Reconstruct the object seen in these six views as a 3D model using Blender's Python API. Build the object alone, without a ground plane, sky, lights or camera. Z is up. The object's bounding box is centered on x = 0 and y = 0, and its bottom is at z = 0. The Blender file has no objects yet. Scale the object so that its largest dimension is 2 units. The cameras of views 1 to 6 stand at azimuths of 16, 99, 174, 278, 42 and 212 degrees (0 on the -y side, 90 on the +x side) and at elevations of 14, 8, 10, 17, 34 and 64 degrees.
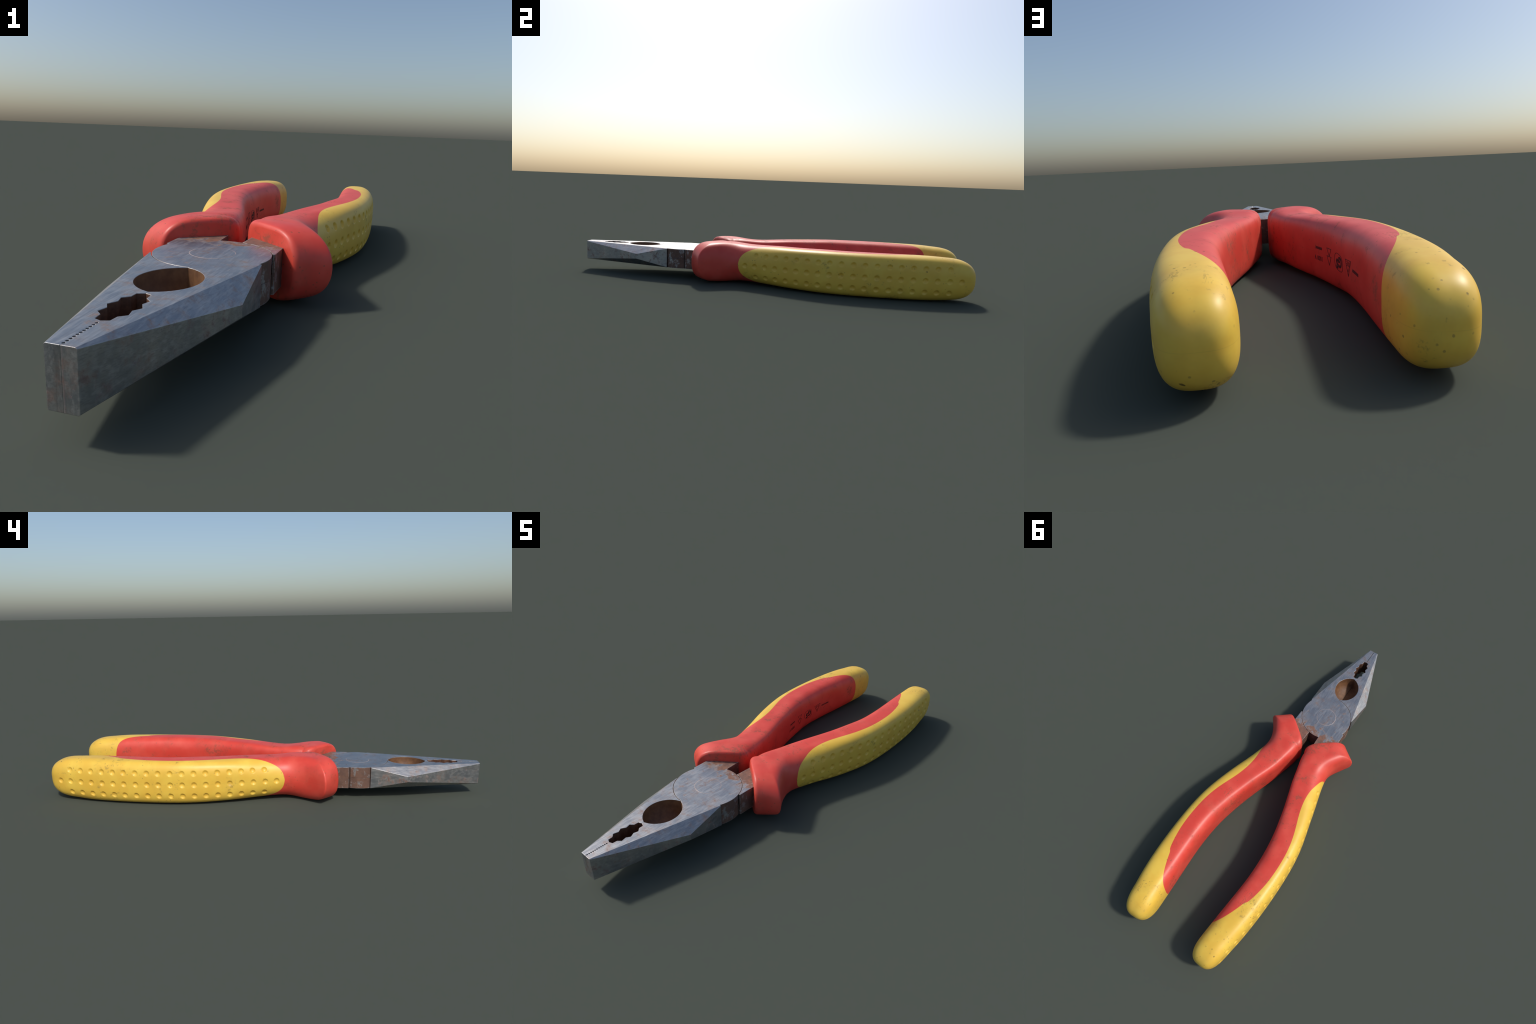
# Combination pliers with two-component insulated grips.
# Frame: y is the long axis (jaw tip at -y), x the opening direction, z up; metres.
import bpy, bmesh, math, random
import numpy as np
from mathutils import Vector
from mathutils.bvhtree import BVHTree

random.seed(7)
ZM = 0.101                    # height of the tool's mid plane
HH = 0.0495                   # half thickness of the steel head
PIVOT = (0.0, -0.445)         # centre of the joint
R_DISC = 0.138                # radius of the joint disc
GAP = 0.0021                  # clearance between the two levers

# ------------------------------------------------------------------ materials
class Nodes:
    """small helper for building shader graphs"""
    def __init__(self, name):
        self.mat = bpy.data.materials.new(name)
        self.mat.use_nodes = True
        self.t = self.mat.node_tree
        self.t.nodes.clear()
        self.out = self.t.nodes.new('ShaderNodeOutputMaterial')
        self.bsdf = self.t.nodes.new('ShaderNodeBsdfPrincipled')
        self.t.links.new(self.bsdf.outputs[0], self.out.inputs[0])
        self.co = self.t.nodes.new('ShaderNodeTexCoord').outputs['Object']
        s = self.t.nodes.new('ShaderNodeSeparateXYZ')
        self.t.links.new(self.co, s.inputs[0])
        self.x, self.y, self.z = s.outputs
    def put(self, sock, v):
        if isinstance(v, bpy.types.NodeSocket):
            self.t.links.new(v, sock)
        else:
            if isinstance(v, tuple) and len(v) == 3 and sock.type == 'RGBA':
                v = v + (1,)
            sock.default_value = v
    def math(self, op, a, b=0.0, c=0.0, clamp=False):
        n = self.t.nodes.new('ShaderNodeMath'); n.operation = op; n.use_clamp = clamp
        for i, v in enumerate((a, b, c)): self.put(n.inputs[i], v)
        return n.outputs[0]
    def add(self, a, b): return self.math('ADD', a, b)
    def sub(self, a, b): return self.math('SUBTRACT', a, b)
    def mul(self, a, b): return self.math('MULTIPLY', a, b)
    def ramp(self, v, lo, hi, a=0.0, b=1.0):
        n = self.t.nodes.new('ShaderNodeMapRange'); n.clamp = True; n.interpolation_type = 'SMOOTHSTEP'
        for i, q in enumerate((v, lo, hi, a, b)): self.put(n.inputs[i], q)
        return n.outputs[0]
    def band(self, v, lo, hi, soft):
        return self.mul(self.ramp(v, lo - soft, lo + soft), self.ramp(v, hi - soft, hi + soft, 1, 0))
    def mapping(self, scale=(1, 1, 1), loc=(0, 0, 0), rot=(0, 0, 0)):
        n = self.t.nodes.new('ShaderNodeMapping')
        self.t.links.new(self.co, n.inputs['Vector'])
        n.inputs['Scale'].default_value = scale
        n.inputs['Location'].default_value = loc
        n.inputs['Rotation'].default_value = rot
        return n.outputs[0]
    def noise(self, scale, detail=4, rough=.55, vec=None, dist=0.0):
        n = self.t.nodes.new('ShaderNodeTexNoise')
        self.t.links.new(vec or self.co, n.inputs['Vector'])
        n.inputs['Scale'].default_value = scale
        n.inputs['Detail'].default_value = detail
        n.inputs['Roughness'].default_value = rough
        n.inputs['Distortion'].default_value = dist
        return n.outputs[0]
    def warp(self, vec, scale, amount):
        t = self.t.nodes.new('ShaderNodeTexNoise'); t.inputs['Scale'].default_value = scale
        self.t.links.new(vec, t.inputs['Vector'])
        m = self.t.nodes.new('ShaderNodeVectorMath'); m.operation = 'MULTIPLY_ADD'
        self.t.links.new(t.outputs['Color'], m.inputs[0])
        m.inputs[1].default_value = (amount,) * 3
        self.t.links.new(vec, m.inputs[2])
        return m.outputs[0]
    def voronoi(self, scale, vec=None, feature='F1', rnd=1.0):
        n = self.t.nodes.new('ShaderNodeTexVoronoi'); n.feature = feature
        self.t.links.new(vec or self.co, n.inputs['Vector'])
        n.inputs['Scale'].default_value = scale
        n.inputs['Randomness'].default_value = rnd
        return n.outputs[0]
    def mix(self, f, a, b):
        n = self.t.nodes.new('ShaderNodeMix'); n.data_type = 'RGBA'
        self.put(n.inputs[0], f); self.put(n.inputs[6], a); self.put(n.inputs[7], b)
        return n.outputs[2]
    def normal(self, height=None, strength=.2, dist=.002, bevel=None):
        nrm = None
        if bevel:
            b = self.t.nodes.new('ShaderNodeBevel'); b.samples = 6
            b.inputs['Radius'].default_value = bevel
            nrm = b.outputs[0]
        if height is not None:
            n = self.t.nodes.new('ShaderNodeBump')
            n.inputs['Strength'].default_value = strength
            n.inputs['Distance'].default_value = dist
            self.put(n.inputs['Height'], height)
            if nrm: self.t.links.new(nrm, n.inputs['Normal'])
            nrm = n.outputs[0]
        self.t.links.new(nrm, self.bsdf.inputs['Normal'])
    def set(self, **kw):
        for k, v in kw.items(): self.put(self.bsdf.inputs[k.replace('_', ' ')], v)

def rubber(name, base, pale, grime, inner_wear, pits):
    """soft plastic: slight mottling, grime in patches, small dark specks and a few scratches"""
    n = Nodes(name)
    mott = n.noise(11, 5, .6)
    fine = n.noise(130, 3, .6)
    col = n.mix(n.ramp(mott, .38, .70), base, pale)
    # broad dirt patches, broken up by a finer noise
    big = n.noise(10, 6, .66, n.mapping(loc=(3.1, .7, 1.9)))
    brk = n.noise(70, 5, .72, n.mapping(loc=(1.3, 5.2, .4)))
    side = n.ramp(n.math('ABSOLUTE', n.x), .175, .13)            # more dirt on the inner faces
    side = n.math('MAXIMUM', side, n.ramp(n.y, -.345, -.365))
    dirt = n.ramp(n.add(n.add(n.mul(big, .62), n.mul(brk, .38)), n.mul(side, inner_wear)), .569, .665)
    haze = n.mul(n.ramp(n.add(big, n.add(n.mul(side, inner_wear), n.ramp(n.y, .70, .95, 0, .05 * pits))), .50, .68), .16 - .08 * pits)
    # specks: crumbs of dirt in clusters, and rarer round pits
    sp = n.voronoi(62, n.mapping(loc=(.3, .9, .2)))
    gate = n.ramp(n.add(n.noise(13, 3, .6, n.mapping(loc=(7.7, 2.2, 4.1))), n.ramp(n.y, .80, .97, 0, .05 * pits)), .52, .64)
    specks = n.mul(n.ramp(n.add(sp, n.mul(n.sub(fine, .5), .25)), .10, .20, 1, 0), gate)
    pit = n.voronoi(27, n.warp(n.mapping(loc=(4.3, 1.9, 6.2)), 60, .012))
    pit = n.mul(n.ramp(n.add(pit, n.mul(n.sub(brk, .5), .22)), .075, .135, 1, 0),
                n.mul(n.ramp(n.noise(6, 2, .5, n.mapping(loc=(1, 7, 2))), .55, .62), n.ramp(n.y, .65, .93, pits * .25, pits)))
    # long scratches
    scr = n.noise(26, 4, .6, n.mapping(scale=(1.0, .22, .5), rot=(.3, .2, .5)))
    scr = n.mul(n.ramp(n.math('ABSOLUTE', n.sub(scr, .5)), .004, .012, 1, 0),
                n.ramp(n.noise(7, 2, .5, n.mapping(loc=(9, 1, 3))), .60, .70))
    f = n.math('MAXIMUM', n.math('MAXIMUM', n.mul(dirt, .58), haze), n.math('MAXIMUM', n.mul(specks, .62), n.mul(scr, .42)))
    # faint mould parting line at the mid plane
    part = n.ramp(n.math('ABSOLUTE', n.sub(n.z, ZM - .001)), .0004, .0012, .10, 0)
    f = n.math('MAXIMUM', f, part)
    c = n.mix(f, col, grime)
    c = n.mix(n.mul(pit, .9), c, (.050, .026, .015))
    f = n.math('MAXIMUM', f, pit)
    n.set(Base_Color=c, Roughness=n.ramp(n.add(n.mul(fine, .25), f), 0, 1, .42, .64))
    n.bsdf.inputs['Specular IOR Level'].default_value = .5
    n.normal(n.add(n.mul(fine, .5), n.mul(f, -.7)), .10, .0012)
    return n.mat

def steel(name):
    """ground tool steel, brushed along y, with rust where it is not wiped clean"""
    n = Nodes(name)
    brush = n.noise(60, 4, .65, n.mapping(scale=(3.0, .38, 1.6), rot=(0, 0, .12)))
    brush2 = n.noise(200, 2, .6, n.mapping(scale=(1.5, .11, 2.6), rot=(0, 0, .2)))
    cloud = n.noise(15, 6, .62)
    col = n.mix(n.ramp(cloud, .36, .66), (.33, .345, .365), (.47, .46, .45))
    col = n.mix(n.mul(n.ramp(brush, .42, .68), .40), col, (.60, .585, .57))
    col = n.mix(n.mul(n.ramp(brush2, .46, .70), .46), col, (.25, .25, .265))
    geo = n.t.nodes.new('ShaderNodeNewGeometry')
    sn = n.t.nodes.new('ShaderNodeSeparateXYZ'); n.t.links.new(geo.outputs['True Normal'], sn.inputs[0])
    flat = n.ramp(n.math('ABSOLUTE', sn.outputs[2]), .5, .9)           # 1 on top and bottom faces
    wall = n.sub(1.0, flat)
    ax = n.math('ABSOLUTE', n.x)
    below = n.ramp(n.math('ABSOLUTE', n.sub(n.z, ZM)), HH - .0004, HH - .0016)   # below the top face
    fine = n.noise(110, 4, .7)
    mid = n.noise(48, 5, .66, n.mapping(loc=(2, 4, 1)))
    patch = n.noise(23, 6, .66, n.mapping(loc=(6.3, 1.2, 8.8)))
    # thin brown film in blotches, and a few stronger spots
    film = n.mul(n.ramp(n.add(n.mul(patch, .6), n.mul(cloud, .4)), .47, .60), n.ramp(mid, .38, .60))
    spots = n.mul(n.ramp(n.add(n.mul(mid, .6), n.mul(patch, .4)), .55, .65), n.ramp(fine, .38, .58))
    # heavier towards the grips
    back = n.ramp(n.y, -.52, -.30)
    rear = n.ramp(n.add(n.mul(n.ramp(n.y, -.415, -.275), .26), n.add(n.mul(mid, .5), n.mul(patch, .5))), .60, .72)
    spots = n.mul(spots, n.add(.62, n.mul(back, .33)))
    # walls of the joint: rust with rubbed grey patches
    sides = n.mul(n.mul(wall, n.band(n.y, -.80, -.50, .06)), n.mul(n.ramp(n.add(n.mul(mid, .5), n.mul(patch, .5)), .49, .60), n.ramp(fine, .36, .56)))
    joint = n.mul(n.mul(wall, n.ramp(n.y, -.5005, -.4985)),
                  n.ramp(n.add(n.mul(n.noise(30, 6, .7, n.mapping(scale=(1, 1, .55), loc=(4, 2, 7))), .7), n.mul(fine, .3)), .605, .525, .12, 1))
    hole = n.mul(n.mul(below, n.band(n.y, -.7625, -.5835, .0008)), n.ramp(ax, .0665, .0650))
    slot = n.mul(n.mul(below, n.band(n.y, -.9085, -.7665, .0008)), n.ramp(ax, .0345, .0325))
    # seam on the front face and between the jaw tips
    front = n.ramp(n.y, -.9955, -.9985)
    streak = n.noise(90, 3, .6, n.mapping(scale=(2.2, 1, .12), loc=(1, 2, 3)))
    band_ = n.mul(front, n.mul(n.ramp(n.math('ABSOLUTE', n.add(n.x, .004)), .012, .003), n.ramp(streak, .40, .60)))
    line = n.mul(front, n.mul(n.ramp(n.math('ABSOLUTE', n.sub(n.x, .0022)), .0016, .0006), n.ramp(patch, .35, .55)))
    r = n.t.nodes.new('ShaderNodeVectorMath'); r.operation = 'DISTANCE'
    flatco = n.t.nodes.new('ShaderNodeCombineXYZ'); n.put(flatco.inputs[0], n.x); n.put(flatco.inputs[1], n.y)
    n.t.links.new(flatco.outputs[0], r.inputs[0]); r.inputs[1].default_value = (PIVOT[0], PIVOT[1], 0)
    ring = n.mul(n.ramp(n.math('ABSOLUTE', n.sub(r.outputs['Value'], .0535)), .0015, .0007), n.ramp(n.add(fine, n.mul(mid, .6)), .62, .84, .45, 1))
    # rusty edges of the openings and of the joint disc
    # (the joint line shows on one half of the circle on top and on the other half below)
    seam_side = n.ramp(n.mul(n.mul(n.x, n.add(n.y, .452)), n.math('SIGN', n.sub(n.z, ZM))), -.0003, .0003)
    rim = n.mul(n.mul(flat, seam_side), n.mul(n.ramp(n.math('ABSOLUTE', n.sub(r.outputs['Value'], R_DISC + GAP * .5)), .0034, .0016), n.ramp(mid, .36, .56, .45, 1)))
    rust_f = n.math('MAXIMUM', n.math('MAXIMUM', n.mul(film, .10), n.math('MAXIMUM', spots, n.mul(sides, .75))), n.math('MAXIMUM', n.mul(rear, .88), n.mul(joint, .92)))
    rust_f = n.math('MAXIMUM', rust_f, n.math('MAXIMUM', n.mul(line, .55), n.mul(rim, .75)))
    # worn bright edges, dark brown bands on the disc wall beside the shoulder and the shank
    bev = n.t.nodes.new('ShaderNodeBevel'); bev.samples = 6; bev.inputs['Radius'].default_value = .004
    dot = n.t.nodes.new('ShaderNodeVectorMath'); dot.operation = 'DOT_PRODUCT'
    n.t.links.new(bev.outputs[0], dot.inputs[0]); n.t.links.new(geo.outputs['True Normal'], dot.inputs[1])
    edge = n.mul(n.ramp(dot.outputs['Value'], .99, .90), n.ramp(fine, .36, .54))
    edge = n.mul(edge, n.sub(1.0, n.math('MAXIMUM', hole, slot)))
    edge = n.mul(edge, n.ramp(n.math('ABSOLUTE', n.sub(n.z, ZM)), .004, .006))      # not along the hidden split between the levers
    rust_f = n.mul(rust_f, n.sub(1.0, n.mul(edge, .65)))
    on_disc = n.ramp(n.math('ABSOLUTE', n.sub(r.outputs['Value'], R_DISC)), .0035, .0025)
    crev = n.mul(n.mul(wall, on_disc), n.math('MAXIMUM', n.band(n.y, -.500, -.4945, .001), n.band(n.y, -.4075, -.3995, .001)))
    rust_c = n.mix(n.ramp(n.noise(40, 5, .7), .35, .68), (.115, .044, .022), (.25, .105, .052))
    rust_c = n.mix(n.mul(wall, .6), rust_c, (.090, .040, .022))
    col = n.mix(n.mul(band_, .45), col, (.16, .16, .165))
    col = n.mix(n.mul(film, .55), col, (.36, .235, .185))
    col = n.mix(rust_f, col, rust_c)
    col = n.mix(n.mul(edge, .35), col, (.60, .58, .56))
    col = n.mix(n.mul(crev, .85), col, (.040, .019, .011))
    col = n.mix(n.mul(ring, .7), col, (.50, .36, .30))
    col = n.mix(hole, col, n.mix(n.ramp(mid, .3, .7), (.115, .050, .022), (.18, .086, .036)))
    col = n.mix(slot, col, n.mix(n.ramp(fine, .3, .7), (.07, .030, .017), (.14, .060, .030)))
    allr = n.math('MAXIMUM', n.math('MAXIMUM', rust_f, slot), n.math('MAXIMUM', hole, crev))
    metal = n.mul(n.sub(1.0, n.math('MAXIMUM', allr, n.mul(ring, .6))), .92)
    n.set(Base_Color=col, Metallic=metal,
          Roughness=n.add(n.ramp(brush, .3, .7, .38, .47), n.sub(n.mul(allr, .28), n.mul(hole, .14))))
    n.normal(n.add(n.mul(brush2, .4), n.mul(allr, .8)), .12, .0012, bevel=.0016)
    return n.mat

def flat_mat(name, col, rough, metal=0.0):
    n = Nodes(name)
    v = n.noise(90, 3, .6)
    dark = tuple(c * .6 for c in col)
    n.set(Base_Color=n.mix(n.ramp(v, .35, .7), dark, col), Roughness=rough, Metallic=metal)
    return n.mat

M_RED = rubber('red_rubber', (.67, .058, .038), (.72, .085, .056), (.155, .075, .040), .045, .15)
M_YEL = rubber('yellow_rubber', (.78, .48, .060), (.82, .55, .078), (.20, .125, .040), .03, 1.0)
M_STEEL = steel('rusty_steel')
M_INK = flat_mat('black_ink', (.030, .012, .012), .55)
M_INK_FADED = flat_mat('faded_ink', (.17, .026, .022), .55)

# ------------------------------------------------------------------ helpers
COL = bpy.context.scene.collection
def make_object(name, mesh, mat=None, parent=None):
    ob = bpy.data.objects.new(name, mesh)
    COL.objects.link(ob)
    if mat: mesh.materials.append(mat)
    if parent:
        ob.parent = parent
        ob.location = -Vector(parent.matrix_world.translation) if parent else (0, 0, 0)
    return ob
def make_empty(name, loc, parent=None):
    e = bpy.data.objects.new(name, None)
    e.empty_display_size = .05
    COL.objects.link(e)
    e.location = loc
    if parent: e.parent = parent
    bpy.context.view_layer.update()
    return e
def prism(poly, z0, z1):
    bm = bmesh.new()
    lo = [bm.verts.new((x, y, z0)) for x, y in poly]
    hi = [bm.verts.new((x, y, z1)) for x, y in poly]
    n = len(poly)
    bm.faces.new(lo[::-1]); bm.faces.new(hi)
    for i in range(n):
        j = (i + 1) % n
        bm.faces.new((lo[i], lo[j], hi[j], hi[i]))
    bmesh.ops.recalc_face_normals(bm, faces=bm.faces)
    me = bpy.data.meshes.new('tmp'); bm.to_mesh(me); bm.free()
    return me
def subtract(mesh, cutters):
    ob = bpy.data.objects.new('tmp', mesh); COL.objects.link(ob)
    tmp = []
    for c in cutters:
        co = bpy.data.objects.new('tmpc', c); COL.objects.link(co); tmp.append(co)
        m = ob.modifiers.new('b', 'BOOLEAN'); m.operation = 'DIFFERENCE'; m.solver = 'EXACT'; m.object = co
    bpy.context.view_layer.update()
    ev = ob.evaluated_get(bpy.context.evaluated_depsgraph_get())
    res = bpy.data.meshes.new_from_object(ev)
    for o in tmp + [ob]: bpy.data.objects.remove(o)
    return res
def arc(a0, a1, n, r=R_DISC):
    """points on the joint circle from angle a0 to a1 (degrees, measured from +x)"""
    return [(PIVOT[0] + r * math.cos(math.radians(a)), PIVOT[1] + r * math.sin(math.radians(a)))
            for a in np.linspace(a0, a1, n)]

# ------------------------------------------------------------------ steel levers
SEAM = .00015                 # half the gap between the closed jaws
# half profile of the pipe grip between the jaws: (x, y)
PIPE = [(SEAM, -.9070), (.0132, -.9020), (.0146, -.8842), (.0270, -.8730), (.0222, -.8535), (.0318, -.8382),
        (.0220, -.8208), (.0270, -.8034), (.0146, -.7918), (.0138, -.7742), (SEAM, -.7682)]
TIP, KNEE, SHOULDER = (.0255, -1.0), (.1428, -.6620), (.1335, -.4988)

def lever_outline():
    inner = [(SEAM, -1.0)]
    pitch, n = .0076, 11                                    # fine serrations near the tip
    for k in range(n):
        y = -.9955 + k * pitch
        inner += [(SEAM, y), (.0027, y + pitch * .22), (.0022, y + pitch * .66), (SEAM, y + pitch * .78)]
    inner += PIPE
    a_sh = math.degrees(math.asin((-.4012 - PIVOT[1]) / R_DISC))
    a_s = math.degrees(math.asin((SHOULDER[1] - PIVOT[1]) / R_DISC))
    inner += [(SEAM, -.60)]
    inner += arc(-90, -180 - a_sh, 40)                      # joint disc, round the far side
    shank = [(-.1322, -.4005), (-.1385, -.3985), (-.1405, -.2950), (-.110, -.235), (-.0345, -.215)]
    a_i = math.degrees(math.atan2(-.3110 - PIVOT[1], -.0300))
    back = arc(a_i, a_s, 48)                                # back of the disc to the shoulder
    return inner + shank + back + [SHOULDER, KNEE, TIP]

def hole_cutter():
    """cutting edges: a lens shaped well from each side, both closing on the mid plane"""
    y0, y1 = -.7600, -.5860
    ZRIDGE = ZM - .028
    rad, off = .0908, .0263
    yc = (y0 + y1) / 2
    m, rows = 26, 15
    bm = bmesh.new(); grid = []
    for t in np.linspace(-1, 1, 2 * rows + 1):
        # the upper well is deep and steep, the lower one shallow
        sc = max(.005, (1 - (1 - abs(t)) ** 2.6) ** .8) if abs(t) < 1 else 1
        z = ZRIDGE + t * ((ZM + HH + .0002 - ZRIDGE) if t > 0 else (ZRIDGE - ZM + HH + .0002))
        ring = []
        for side in (1, -1):
            ys = np.linspace(y0, y1, m)[:-1] if side > 0 else np.linspace(y1, y0, m)[:-1]
            for y in ys:
                w = max(0, math.sqrt(max(0, rad ** 2 - (y - yc) ** 2)) - off)
                ring.append((side * max(w, 0) * sc, y, z))
        grid.append(ring)
    grid.insert(0, [(x, y, ZM - HH - .02) for x, y, z in grid[0]])
    grid.append([(x, y, ZM + HH + .02) for x, y, z in grid[-1]])
    V = [[bm.verts.new(p) for p in r] for r in grid]
    k = len(V[0])
    for a, b in zip(V[:-1], V[1:]):
        for i in range(k):
            bm.faces.new((a[i], a[(i + 1) % k], b[(i + 1) % k], b[i]))
    bm.faces.new(V[0][::-1]); bm.faces.new(V[-1])
    bmesh.ops.recalc_face_normals(bm, faces=bm.faces)
    me = bpy.data.meshes.new('tmp'); bm.to_mesh(me); bm.free()
    return me

def plane_cutter(p, q, r, away):
    """a slab whose one face is the plane p,q,r, lying on the side of the point 'away'"""
    p, q, r, away = map(Vector, (p, q, r, away))
    n = (q - p).cross(r - p).normalized()
    if n.dot(away - p) < 0: n = -n
    u = (q - p).normalized(); v = n.cross(u)
    bm = bmesh.new()
    c = (p + q + r) / 3
    vs = [bm.verts.new(c + u * a * 1.2 + v * b * .35 + n * d) for d in (0, .4) for a, b in ((-1, -1), (1, -1), (1, 1), (-1, 1))]
    for f in ((0, 1, 2, 3), (4, 5, 6, 7), (0, 1, 5, 4), (1, 2, 6, 5), (2, 3, 7, 6), (3, 0, 4, 7)):
        bm.faces.new([vs[i] for i in f])
    bmesh.ops.recalc_face_normals(bm, faces=bm.faces)
    me = bpy.data.meshes.new('tmp'); bm.to_mesh(me); bm.free()
    return me

def lever_mesh():
    body = prism(lever_outline(), ZM - HH, ZM + HH)
    cut = [prism(arc(0, 357, 120, R_DISC + GAP), ZM - .1, ZM + .0004)]
    for s in (1, -1):
        z = lambda d: ZM + s * d
        cut.append(plane_cutter((.0232, -1, z(HH)), (.1322, SHOULDER[1], z(HH)), (.1428, -.662, z(.0125)), (.3, -.7, z(.2))))
    return subtract(body, cut)

def turned(mesh):
    """the same forging turned half round the long axis"""
    m = mesh.copy()
    for v in m.vertices: v.co = (-v.co.x, v.co.y, 2 * ZM - v.co.z)
    return m

def region(mesh, y0, y1):
    bm = bmesh.new(); bm.from_mesh(mesh)
    for y, sgn in ((y0, -1), (y1, 1)):
        bmesh.ops.bisect_plane(bm, geom=bm.verts[:] + bm.edges[:] + bm.faces[:], dist=1e-6,
                               plane_co=(0, y, 0), plane_no=(0, sgn, 0), clear_outer=True)
    me = bpy.data.meshes.new('steel'); bm.to_mesh(me); bm.free()
    me.shade_flat()
    return me

# ------------------------------------------------------------------ grips
# stations along the grip: inner edge x,y, outer edge x,y, half height, squareness inner, outer
GRIP = np.array([
    (0.0226, -0.2268, 0.1786, -0.3562, 0.0939, 4.99, 2.57),
    (0.0123, -0.2023, 0.2137, -0.3291, 0.0991, 5.28, 2.41),
    (0.0189, -0.1769, 0.2646, -0.2950, 0.0985, 5.17, 2.14),
    (0.0229, -0.1364, 0.2130, -0.2193, 0.0990, 4.64, 2.63),
    (0.0404, -0.0676, 0.1924, -0.1482, 0.0926, 5.17, 2.11),
    (0.0604, 0.0100, 0.2042, -0.0648, 0.0911, 5.90, 2.25),
    (0.0937, 0.1177, 0.2293, 0.0287, 0.0951, 5.34, 2.44),
    (0.1206, 0.2199, 0.2562, 0.1349, 0.0968, 4.50, 3.32),
    (0.1394, 0.3085, 0.2881, 0.2674, 0.0996, 4.03, 3.50),
    (0.1510, 0.4097, 0.3036, 0.4020, 0.1006, 3.14, 3.64),
    (0.1565, 0.5317, 0.3064, 0.5493, 0.1010, 3.37, 3.49),
    (0.1511, 0.6399, 0.3007, 0.6875, 0.1010, 3.31, 3.43),
    (0.1407, 0.7620, 0.2912, 0.7924, 0.1007, 2.90, 3.17),
    (0.1341, 0.8528, 0.2814, 0.8617, 0.0972, 2.78, 2.94)
])
END = (0.1952, 0.9995, 2.8835, 2.5408)

def spline(P, u):
    """natural cubic spline through the rows of P at integer parameters"""
    P = np.asarray(P, float); n = len(P)
    A = np.zeros((n, n)); B = np.zeros_like(P)
    A[0, 0], A[0, 1], A[-1, -1], A[-1, -2] = 2, 1, 2, 1
    B[0], B[-1] = 3 * (P[1] - P[0]), 3 * (P[-1] - P[-2])
    for i in range(1, n - 1):
        A[i, i - 1], A[i, i], A[i, i + 1] = 1, 4, 1
        B[i] = 3 * (P[i + 1] - P[i - 1])
    D = np.linalg.solve(A, B)
    i = np.clip(np.floor(u).astype(int), 0, n - 2); t = (u - i)[:, None]
    p0, p1, d0, d1 = P[i], P[i + 1], D[i], D[i + 1]
    return p0 + d0 * t + (3 * (p1 - p0) - 2 * d0 - d1) * t ** 2 + (2 * (p0 - p1) + d0 + d1) * t ** 3

def columns(A, U, V):
    return np.stack([np.interp(U, V, A[:, k]) for k in range(A.shape[1])], 1)
def spow(v, e): return np.sign(v) * np.abs(v) ** e

def grip_sections(nb=540, nc=84):
    m = len(GRIP) - 1
    u = np.linspace(0, m, 1600); a = u <= 2                  # the flange rim (station 2) is a crease
    D = np.vstack([spline(GRIP[:3], u[a]), spline(GRIP[2:], u[~a] - 2)])
    mid = (D[:, :2] + D[:, 2:4]) / 2
    L = np.r_[0, np.cumsum(np.linalg.norm(np.diff(mid, axis=0), axis=1))]
    U = np.linspace(0, L[-1], 900); D = columns(D, U, L)
    k = 36; du = U[1]                                        # soften the crease
    ext = np.vstack([2 * D[0] - D[1:k][::-1], D, 2 * D[-1] - D[-k:-1][::-1]])
    xe = np.r_[-du * np.arange(k - 1, 0, -1), U, U[-1] + du * np.arange(1, k)]
    w = np.exp(-.5 * ((U[:, None] - xe[None]) / .0034) ** 2); w /= w.sum(1)[:, None]
    D = w @ ext
    s = np.linspace(0, L[-1], nb); S = columns(D, s, U)
    # rounded front rim
    r = .010; rows, arcs = [], []
    first = columns(D, np.array([0.0]), U)[0]
    def inset(sec, d):
        c = (sec[:2] + sec[2:4]) / 2; h = (sec[2:4] - sec[:2]) / 2; l = np.linalg.norm(h)
        return np.r_[c - h * (l - d) / l, c + h * (l - d) / l, sec[4] - d, sec[5:7]]
    for f in np.linspace(.12, .9, 8):                        # flat front face
        q = inset(first, r); c = (q[:2] + q[2:4]) / 2
        rows.append(np.r_[c + (q[:2] - c) * f, c + (q[2:4] - c) * f, q[4] * f, q[5:7]]); arcs.append(0)
    for p in np.linspace(90, 0, 9):
        p = math.radians(p); e = r * (1 - math.sin(p))
        rows.append(inset(columns(D, np.array([e]), U)[0], r * (1 - math.cos(p)))); arcs.append(e)
    keep = s > r + .001
    # rounded rear end
    E = S[-1]; C0 = (E[:2] + E[2:4]) / 2; H = (E[2:4] - E[:2]) / 2
    T = S[-1] - S[-4]; T = T[:2] + T[2:4]; T /= np.linalg.norm(T)
    ax, ay, pw, ph = END
    V = np.array([ax, ay]) - C0; l = V @ T; lat = V - l * T
    dd = S[-1] - S[-4]; dd = dd / np.linalg.norm((dd[:2] + dd[2:4]) / 2)   # taper carried into the end
    cap, ca = [], []
    for f in np.linspace(0, math.pi / 2, nc + 1)[1:]:
        q = math.sin(f)
        w = max(.01, (max(0, 1 - q ** pw)) ** (1 / pw)); h = max(.01, (max(0, 1 - q ** ph)) ** (1 / ph))
        C = C0 + T * l * q + lat * q ** 2
        g = l * q * (1 - q) ** 2
        cap.append(np.r_[C - H * w + (dd[:2] - T) * g, C + H * w + (dd[2:4] - T) * g, E[4] * h + dd[4] * g, E[5:7]])
        cap[-1][4] = max(cap[-1][4], .0008)
        ca.append(L[-1] + l * q)
    return np.vstack([rows, S[keep], cap]), np.r_[arcs, s[keep], ca]

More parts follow.
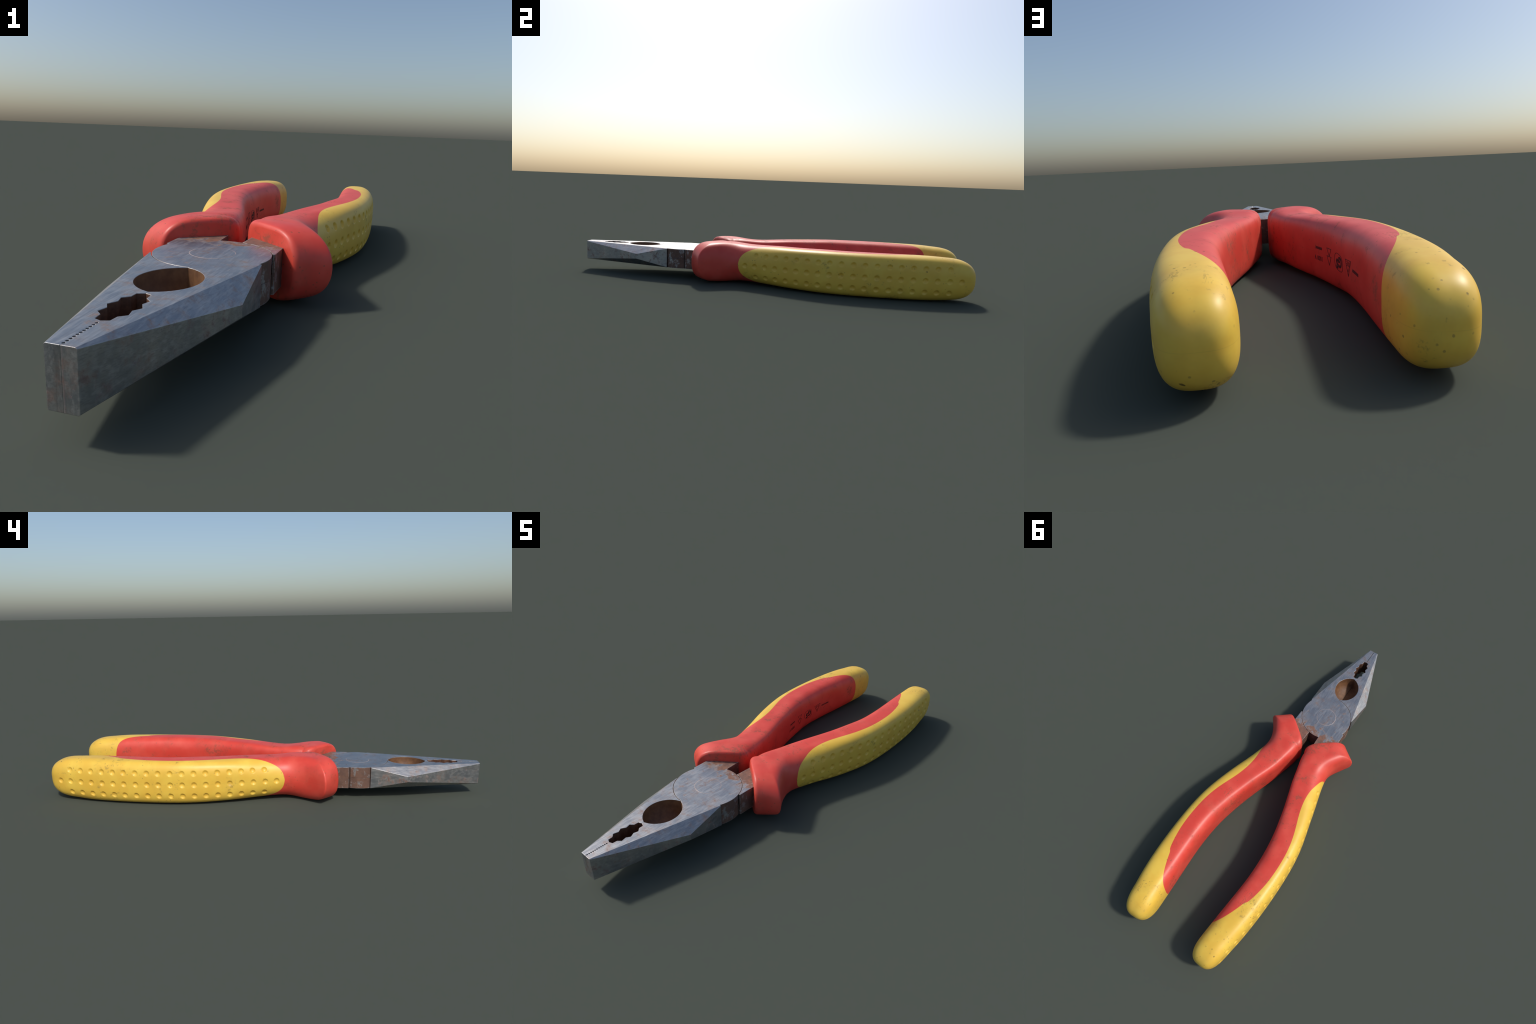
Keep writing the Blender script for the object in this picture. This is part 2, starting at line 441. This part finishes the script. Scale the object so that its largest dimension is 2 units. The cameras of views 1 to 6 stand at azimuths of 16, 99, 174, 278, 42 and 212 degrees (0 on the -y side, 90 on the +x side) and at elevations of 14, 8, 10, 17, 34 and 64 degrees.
# boundary between the two plastics: distance along the grip -> angle from the outer ridge
EDGE = np.array([(.2405, 0), (.2425, 10), (.245, 17), (.25, 26), (.26, 36), (.271, 43), (.288, 51), (.308, 60), (.325, 67),
                 (.348, 74), (.375, 79), (.405, 83.5), (.442, 86), (.487, 86.5), (.546, 84.5), (.60, 81.5), (.665, 79.5),
                 (.72, 79.2), (.77, 79.5), (.82, 80.2), (.865, 82.3), (.91, 85.5), (.955, 88.5), (1.0, 90.8),
                 (1.03, 93.5), (1.067, 100), (1.10, 110), (1.119, 119), (1.132, 128), (1.142, 138.5), (1.149, 151),
                 (1.1535, 163), (1.157, 174), (1.1575, 181)])

def grip_mesh(side):
    """one grip; returns points, unit normals, triangles of the red part and of the yellow part"""
    S, s = grip_sections()
    nt, dense = 288, 1440
    th = np.linspace(0, 2 * np.pi, dense + 1); c, sn = np.cos(th), np.sin(th)
    P = np.zeros((len(S), nt, 3)); TH = np.zeros((len(S), nt))
    for i, q in enumerate(S):
        ex = np.where(c > 0, 2 / q[6], 2 / q[5])
        X, Z = spow(c, ex), spow(sn, ex) * q[4]
        O = (q[:2] + q[2:4]) / 2 + np.outer(X, (q[2:4] - q[:2]) / 2)
        O = np.c_[O, Z]
        Lc = np.r_[0, np.cumsum(np.linalg.norm(np.diff(O, axis=0), axis=1))]
        U = np.arange(nt) / nt * Lc[-1]
        P[i] = columns(O, U, Lc); TH[i] = np.interp(U, Lc, th)
    ns = len(S)
    P[..., 2] += ZM
    ang = np.degrees(np.minimum(TH, 2 * np.pi - TH))
    lo = s < EDGE[0, 0]
    E = EDGE * np.array([260, 1])
    t = np.r_[0, np.cumsum(np.linalg.norm(np.diff(E, axis=0), axis=1) ** .5)]
    ed = columns(EDGE, np.linspace(0, t[-1], 700), t)
    k = np.hanning(61); k /= k.sum()                          # round the polyline off
    sm = np.stack([np.convolve(np.r_[2 * ed[0, c] - ed[30:0:-1, c], ed[:, c], 2 * ed[-1, c] - ed[-2:-32:-1, c]], k, 'valid') for c in (0, 1)], 1)
    bound = np.interp(s, sm[:, 0], sm[:, 1])
    bound[lo] = (s[lo] - EDGE[0, 0]) * 6000
    bound[s > EDGE[-1, 0]] = 181 + (s[s > EDGE[-1, 0]] - EDGE[-1, 0]) * 6000
    F = (bound[:, None] - ang).ravel()
    pts = np.vstack([P.reshape(-1, 3), P[0].mean(0)[None], P[-1].mean(0)[None]])
    F = np.r_[F, -10, 400]
    I = np.arange(ns * nt).reshape(ns, nt); J = np.roll(I, -1, axis=1)
    a, b, cc, d = I[:-1].ravel(), J[:-1].ravel(), J[1:].ravel(), I[1:].ravel()
    T = np.vstack([np.c_[a, d, cc], np.c_[a, cc, b],
                   np.c_[I[0], J[0], np.full(nt, ns * nt)], np.c_[J[-1], I[-1], np.full(nt, ns * nt + 1)]])
    def normals(p):
        fn = np.cross(p[T[:, 1]] - p[T[:, 0]], p[T[:, 2]] - p[T[:, 0]])
        N = np.zeros_like(p)
        for k in range(3): np.add.at(N, T[:, k], fn)
        return N / np.maximum(np.linalg.norm(N, axis=1), 1e-12)[:, None]
    N = normals(pts)
    ctr = pts.mean(0)
    if ((pts[I[200]] - pts[I[200]].mean(0)) * N[I[200]]).sum() < 0:
        T = T[:, ::-1]; N = -N
    # three rows of round dimples pressed into the outer face
    rad, depth = .0127, .0063
    ridge = np.r_[0, np.cumsum(np.linalg.norm(np.diff(P[:, 0], axis=0), axis=1))]
    at = lambda y: np.interp(y, P[60:, 0, 1], ridge[60:])      # arc position of a point of the outer ridge
    a0, a1 = at(-.0745), at(.9300)
    pitch = (a1 - a0) / 19
    rows = [(a0, 20, 0.0), (a0 + pitch, 18, .0530), (a0 + pitch, 18, -.0530)]
    for s0, cnt, dz in rows:
        for k in range(cnt):
            i = 60 + int(np.argmin(np.abs(ridge[60:] - (s0 + k * pitch))))
            outer = np.where(np.cos(TH[i]) > .3)[0]
            j = outer[np.argmin(np.abs(P[i, outer, 2] - (ZM - .0015 + dz)))]
            c0 = P[i, j] + np.array([0, 0, (ZM - .0015 + dz) - P[i, j, 2]])
            dist = np.linalg.norm(pts - c0, axis=1)
            m = dist < rad
            pts[m] -= N[i * nt + j] * (depth * (1 - (dist[m] / rad) ** 2.5))[:, None]
    N = normals(pts)
    pts = pts * np.array([side, 1, 1]); N = N * np.array([side, 1, 1])
    if side < 0: T = T[:, ::-1]
    # split every triangle that the colour boundary crosses
    red, yel, extra_p, extra_n, memo = [], [], [], [], {}
    sg = F > 0
    cnt = sg[T].sum(1)
    red += T[cnt == 0].tolist(); yel += T[cnt == 3].tolist()
    base = len(pts)
    def cut(i, j):
        key = (min(i, j), max(i, j))
        if key not in memo:
            f = np.clip(F[i] / (F[i] - F[j]), .02, .98)
            extra_p.append(pts[i] * (1 - f) + pts[j] * f)
            q = N[i] * (1 - f) + N[j] * f; extra_n.append(q / np.linalg.norm(q))
            memo[key] = base + len(extra_p) - 1
        return memo[key]
    for t in T[(cnt == 1) | (cnt == 2)]:
        lone = [k for k in range(3) if sg[t[k]] == (sg[t].sum() == 1)][0]
        p, q, r = t[lone], t[(lone + 1) % 3], t[(lone + 2) % 3]
        pq, pr = cut(p, q), cut(p, r)
        (yel if sg[p] else red).append([p, pq, pr])
        other = red if sg[p] else yel
        other.append([pq, q, r]); other.append([pq, r, pr])
    return np.vstack([pts, extra_p]), np.vstack([N, extra_n]), red, yel

def mesh_from(pts, nrm, tris, name):
    tris = np.array(tris); used = np.unique(tris)
    re = np.zeros(len(pts), int); re[used] = np.arange(len(used))
    me = bpy.data.meshes.new(name)
    me.from_pydata(pts[used].tolist(), [], re[tris].tolist())
    me.polygons.foreach_set('use_smooth', [True] * len(me.polygons))
    me.normals_split_custom_set_from_vertices(nrm[used].tolist())
    me.update()
    return me

# ------------------------------------------------------------------ printed safety marks
def marking_shapes():
    """2D outlines in (along the grip, height); strokes as thin quads, words as text"""
    quads, words, faded = [], [], []
    def stroke(pts, w, dest, closed=True):
        n = len(pts)
        for i in range(n if closed else n - 1):
            p, q = np.array(pts[i]), np.array(pts[(i + 1) % n])
            d = (q - p) / np.linalg.norm(q - p); o = np.array([-d[1], d[0]]) * w / 2
            p, q = p - d * w * .4, q + d * w * .4
            m = max(1, int(np.linalg.norm(q - p) / .006))
            for k in range(m):
                a, b = p + (q - p) * k / m, p + (q - p) * (k + 1) / m
                dest.append([a - o, b - o, b + o, a + o])
    # two stacked triangles
    stroke([(.304, .1235), (.337, .1235), (.322, .101)], .0022, faded)
    stroke([(.304, .101), (.337, .101), (.322, .076)], .0022, faded)
    # tilted rounded frame round the monogram
    c, rr = np.array([.402, .0985]), []
    for a in np.linspace(0, 2 * np.pi, 40, endpoint=False):
        v = np.array([spow(np.cos(a), .7) * .034, spow(np.sin(a), .7) * .0225])
        v[1] -= .10 * v[0]
        rr.append(c + v)
    stroke(rr, .0016, faded)
    # triangle with letters
    stroke([(.462, .1185), (.512, .1205), (.488, .0785)], .0018, faded)
    words.append(('D E', .4875, .1105, .0185, False)); words.append(('V', .4875, .0955, .014, False))
    words.append(('G', .4145, .1015, .039, True)); words.append(('S', .3900, .0950, .036, True))
    words.append(('1000 V', .243, .0845, .0205, False))
    # illegible fine print, as rows of short bars
    rnd = random.Random(3)
    for y0, y1, z, h in ((.222, .264, .1145, .0080), (.527, .585, .1015, .0075)):
        y = y0
        while y < y1:
            w = rnd.uniform(.0018, .0034)
            faded.append([np.array(p) for p in ((y, z - h / 2), (y + w, z - h / 2), (y + w, z + h / 2 * rnd.uniform(.6, 1)), (y, z + h / 2))])
            y += w + rnd.uniform(.0008, .0018)
    return quads, words, faded

def decal(polys, bvh, name, side):
    """lay flat polygons on the inner face of a grip, as a thin skin of ink"""
    bm = bmesh.new()
    for poly in polys:
        vs = []
        for y, z in poly:
            hit = bvh.ray_cast(Vector((0, y, z)), Vector((side, 0, 0)))[0]
            vs.append(bm.verts.new((hit.x - side * .0007, y, z)))
        bm.faces.new(vs)
    bmesh.ops.recalc_face_normals(bm, faces=bm.faces)
    r = bmesh.ops.extrude_face_region(bm, geom=bm.faces[:])
    for v in [g for g in r['geom'] if isinstance(g, bmesh.types.BMVert)]: v.co.x += side * .0012
    bmesh.ops.recalc_face_normals(bm, faces=bm.faces)
    me = bpy.data.meshes.new(name); bm.to_mesh(me); bm.free()
    return me

def text_polys(txt, cy, cz, size, bold):
    cu = bpy.data.curves.new('t', 'FONT'); cu.body = txt; cu.size = size
    cu.align_x = 'CENTER'; cu.align_y = 'CENTER'; cu.resolution_u = 3
    cu.offset = size * (.045 if bold else .004)
    ob = bpy.data.objects.new('t', cu); COL.objects.link(ob)
    bpy.context.view_layer.update()
    me = bpy.data.meshes.new_from_object(ob.evaluated_get(bpy.context.evaluated_depsgraph_get()))
    bm = bmesh.new(); bm.from_mesh(me); bmesh.ops.triangulate(bm, faces=bm.faces)
    # the print stands upside down on this grip
    out = [[(cy - v.co.x, cz - v.co.y) for v in f.verts] for f in bm.faces if f.calc_area() > 1e-9]
    bm.free(); bpy.data.objects.remove(ob); bpy.data.meshes.remove(me); bpy.data.curves.remove(cu)
    return out

# ------------------------------------------------------------------ assemble
pliers = make_empty('pliers', (0, 0, 0))
pliers['label'] = 'rusty combination pliers with red and yellow insulated grips'
pliers['category'] = 'pliers'

forging = lever_mesh()
for k in range(2):
    steel_mesh = forging.copy() if k == 0 else turned(forging)
    steel_mesh = subtract(steel_mesh, [hole_cutter()])
    lever = make_empty('lever', (PIVOT[0], PIVOT[1], ZM), pliers)
    for nm, y0, y1 in (('jaw', -1.2, SHOULDER[1] - .0004), ('pivot_disc', SHOULDER[1] - .0004, -.335), ('shank', -.335, 0)):
        make_object(nm, region(steel_mesh, y0, y1), M_STEEL, lever)
    gs = -1 if k == 0 else 1                     # the lever crosses over: its grip is on the other side
    pts, nrm, red, yel = grip_mesh(gs)
    make_object('handle_grip', mesh_from(pts, nrm, red, 'grip'), M_RED, lever)
    make_object('grip_inlay', mesh_from(pts, nrm, yel, 'inlay'), M_YEL, lever)
    if gs < 0:
        bvh = BVHTree.FromPolygons([Vector(p) for p in pts], red)
        quads, words, faded = marking_shapes()
        polys = [[tuple(p) for p in q] for q in quads]
        pale = [[tuple(p) for p in q] for q in faded]
        for w in words: (polys if w[4] else pale).extend(text_polys(*w))
        make_object('safety_lettering', decal(polys, bvh, 'lettering', gs), M_INK, lever)
        make_object('safety_symbol', decal(pale, bvh, 'symbols', gs), M_INK_FADED, lever)

# pivot pin, riveted flush
bm = bmesh.new()
rings = [(.0532, HH + .00022), (.0536, HH - .0004), (.0536, -HH + .0004), (.0532, -HH - .00022)]
V = [[bm.verts.new((PIVOT[0] + r * math.cos(a), PIVOT[1] + r * math.sin(a), ZM + z)) for a in np.linspace(0, 2 * np.pi, 96, endpoint=False)] for r, z in rings]
for a, b in zip(V[:-1], V[1:]):
    for i in range(96): bm.faces.new((a[i], a[(i + 1) % 96], b[(i + 1) % 96], b[i]))
bm.faces.new(V[0]); bm.faces.new(V[-1][::-1])
bmesh.ops.recalc_face_normals(bm, faces=bm.faces)
me = bpy.data.meshes.new('pin'); bm.to_mesh(me); bm.free()
make_object('pivot_pin', me, M_STEEL, pliers)
